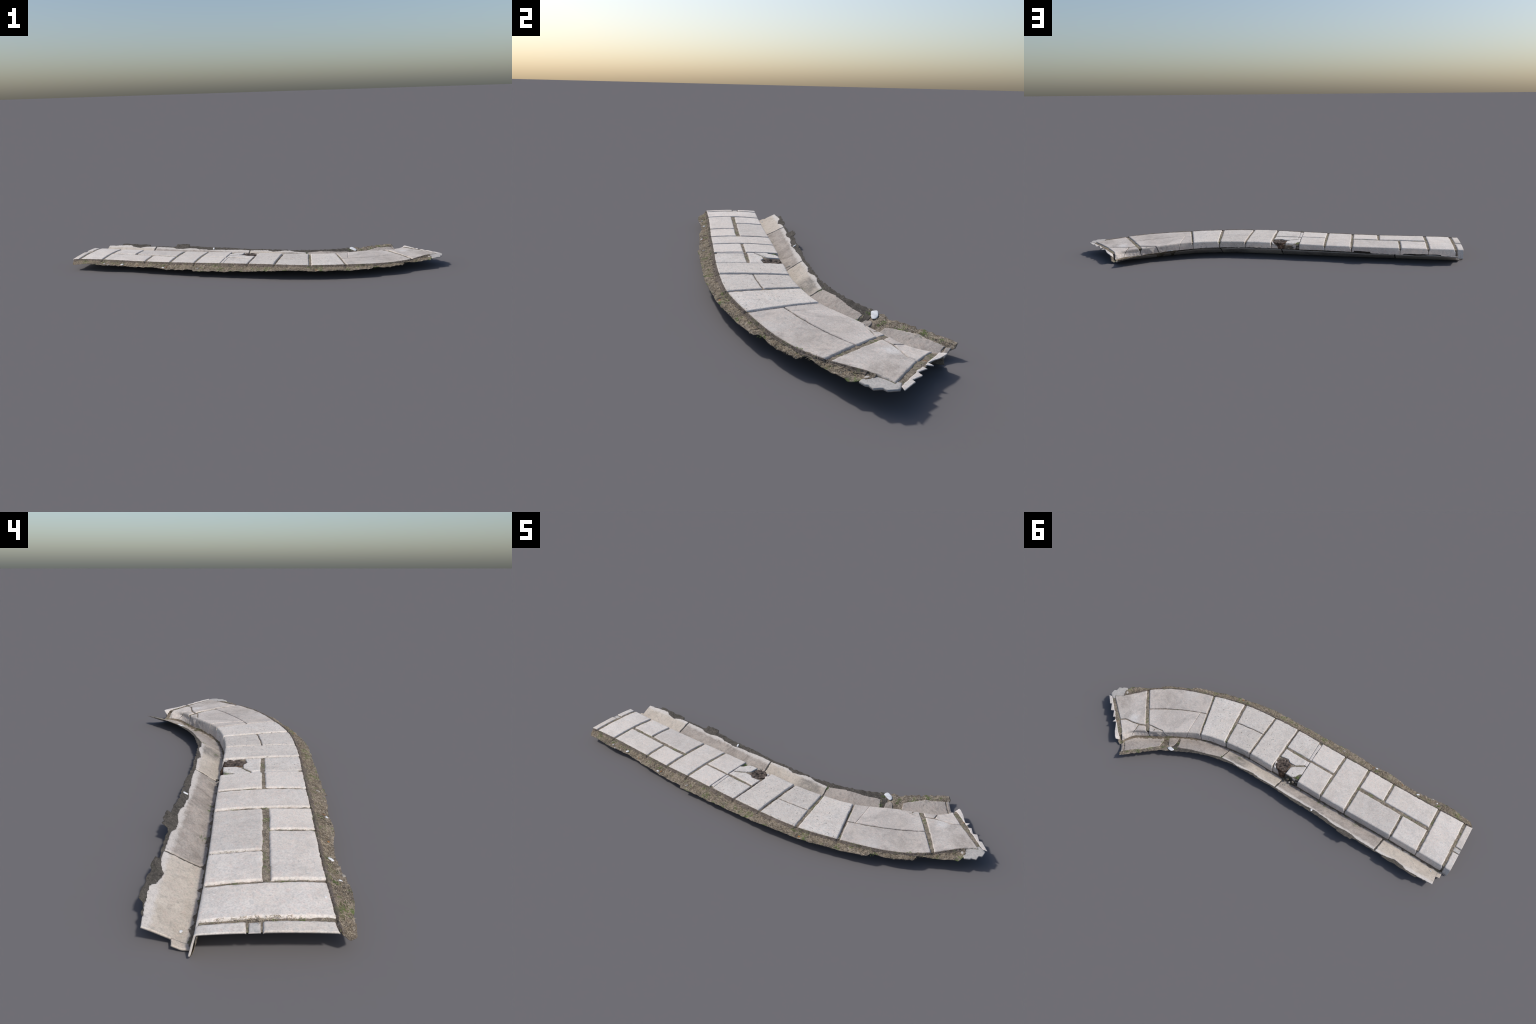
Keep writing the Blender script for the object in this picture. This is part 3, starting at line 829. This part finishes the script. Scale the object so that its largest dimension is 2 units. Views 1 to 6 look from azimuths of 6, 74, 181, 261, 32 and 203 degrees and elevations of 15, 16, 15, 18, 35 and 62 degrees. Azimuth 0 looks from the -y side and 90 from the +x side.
# ---------------------------------------------------------------- chips, stones, stump
def lump(name, x, y, size, mat, seed, sink=.3, height=None, yaw=0.0, dz=0.0, surf_v=None):
    n, m = 14, 20
    th = np.linspace(0, math.pi, n)[:, None]
    ph = np.linspace(0, 2 * math.pi, m, endpoint=False)[None]
    D = np.stack([np.sin(th) * np.cos(ph), np.sin(th) * np.sin(ph), np.cos(th) * np.ones_like(ph)], -1)
    D = np.sign(D) * np.abs(D) ** .75
    D *= (1 + .28 * fbm(D + seed, 1.3, seed, 3))[..., None]
    D = D * np.array(size) * .5
    c, s_ = math.cos(yaw), math.sin(yaw)
    D = np.stack([D[..., 0] * c - D[..., 1] * s_, D[..., 0] * s_ + D[..., 1] * c, D[..., 2]], -1)
    s0, v0 = inv(x, y)
    P = S(np.array([s0]), np.array([v0]))[0] if height is None else np.array([x, y, height])
    N = normals(np.array([s0]), np.array([v0]))[0]
    X = np.cross(N, np.array([0, 1.0, 0]))
    X /= np.linalg.norm(X)
    X = -X if X[0] < 0 else X
    Y = np.cross(N, X)
    V = P + D[..., :1] * X + D[..., 1:2] * Y + D[..., 2:] * N + N * (size[2] * (.5 - sink) + dz)
    idx = np.arange(n * m).reshape(n, m)
    q = np.stack([idx[:-1], idx[1:], np.roll(idx, -1, 1)[1:], np.roll(idx, -1, 1)[:-1]], -1).reshape(-1, 4)
    return mesh_object(name, V.reshape(-1, 3), q, mat)
lump("white_stone", .540, .147, (.038, .022, .004), CHALK, 3, sink=.45, yaw=-.4)
for i, (x, y, w) in enumerate([(-.465, -.197, .013), (-.702, -.144, .017), (-.804, -.136, .010), (-.254, .160, .016), (-.887, -.082, .006), (-.885, .195, .009)]):
    lump("white_chip", x, y, (w, w * .6, .004), CHALK, 20 + i, sink=.6, yaw=.5 * i)
for i, (x, y, w) in enumerate([(-.779, -.150, .013), (-.277, -.222, .014), (-.076, .072, .022), (-.066, .078, .010)]):
    lump("pebble", x, y, (w, w * .65, .005), PEBBLE, 40 + i, sink=.55, yaw=.7 * i)

# rubble in the broken kerb beside the stump
for i, (x, y, z, w, m) in enumerate([(-.072, .040, .020, .018, JOINT), (-.088, .050, .012, .014, PEBBLE), (-.105, .046, .022, .016, JOINT), (-.118, .050, .014, .018, ASPHALT),
                                     (-.060, .052, .010, .012, ASPHALT), (-.097, .038, .030, .012, ASPHALT), (-.124, .044, .030, .014, JOINT), (.006, .020, .046, .012, CONCRETE)]):
    lump("rubble", x, y, (w, w * .7, w * .55), m, 60 + i, height=z, yaw=1.1 * i)

# rotten tree stump that has lifted the kerb: ridged bark cone with a hollow crown
def stump():
    n, m = 30, 72
    V = []
    ax0, ax1 = np.array([-.038, .026, .010]), np.array([-.027, -.010, .0545])
    for i in range(n):
        t = i / (n - 1)
        if t < .7:
            f = t / .7
            c = ax0 * (1 - f) + ax1 * f
            R = .015 + .019 * f
            z = 0
        else:
            f = (t - .7) / .3
            c = ax1.copy()
            R = .034 * (1 - f) + .0005
            z = .004 * math.sin(f * math.pi * .8) - .006 * f
        for j in range(m):
            a = 2 * math.pi * j / m
            d = np.array([math.cos(a), math.sin(a) * 1.12, 0])
            pt = np.array([d * 3 + np.array([0, 0, c[2] * 30])])
            k = 1 + .16 * float(noise(pt, 1.1, 5)[0]) + .10 * float(noise(pt * np.array([1, 1, .25]), 4.5, 6)[0])
            V.append(c + d * R * k + np.array([0, 0, z + .005 * float(fbm(np.array([[d[0] * R, d[1] * R, 0]]), 70, 9, 3)[0]) * (t > .5)]))
    idx = np.arange(n * m).reshape(n, m)
    q = np.stack([idx[:-1], np.roll(idx, -1, 1)[:-1], np.roll(idx, -1, 1)[1:], idx[1:]], -1).reshape(-1, 4)
    fm = (np.arange(len(q)) // m >= int(n * .7)).astype(int)
    mesh_object("tree_stump", np.array(V), q, BARK, mats=[BARK, BARK_TOP], face_mat=fm)
stump()
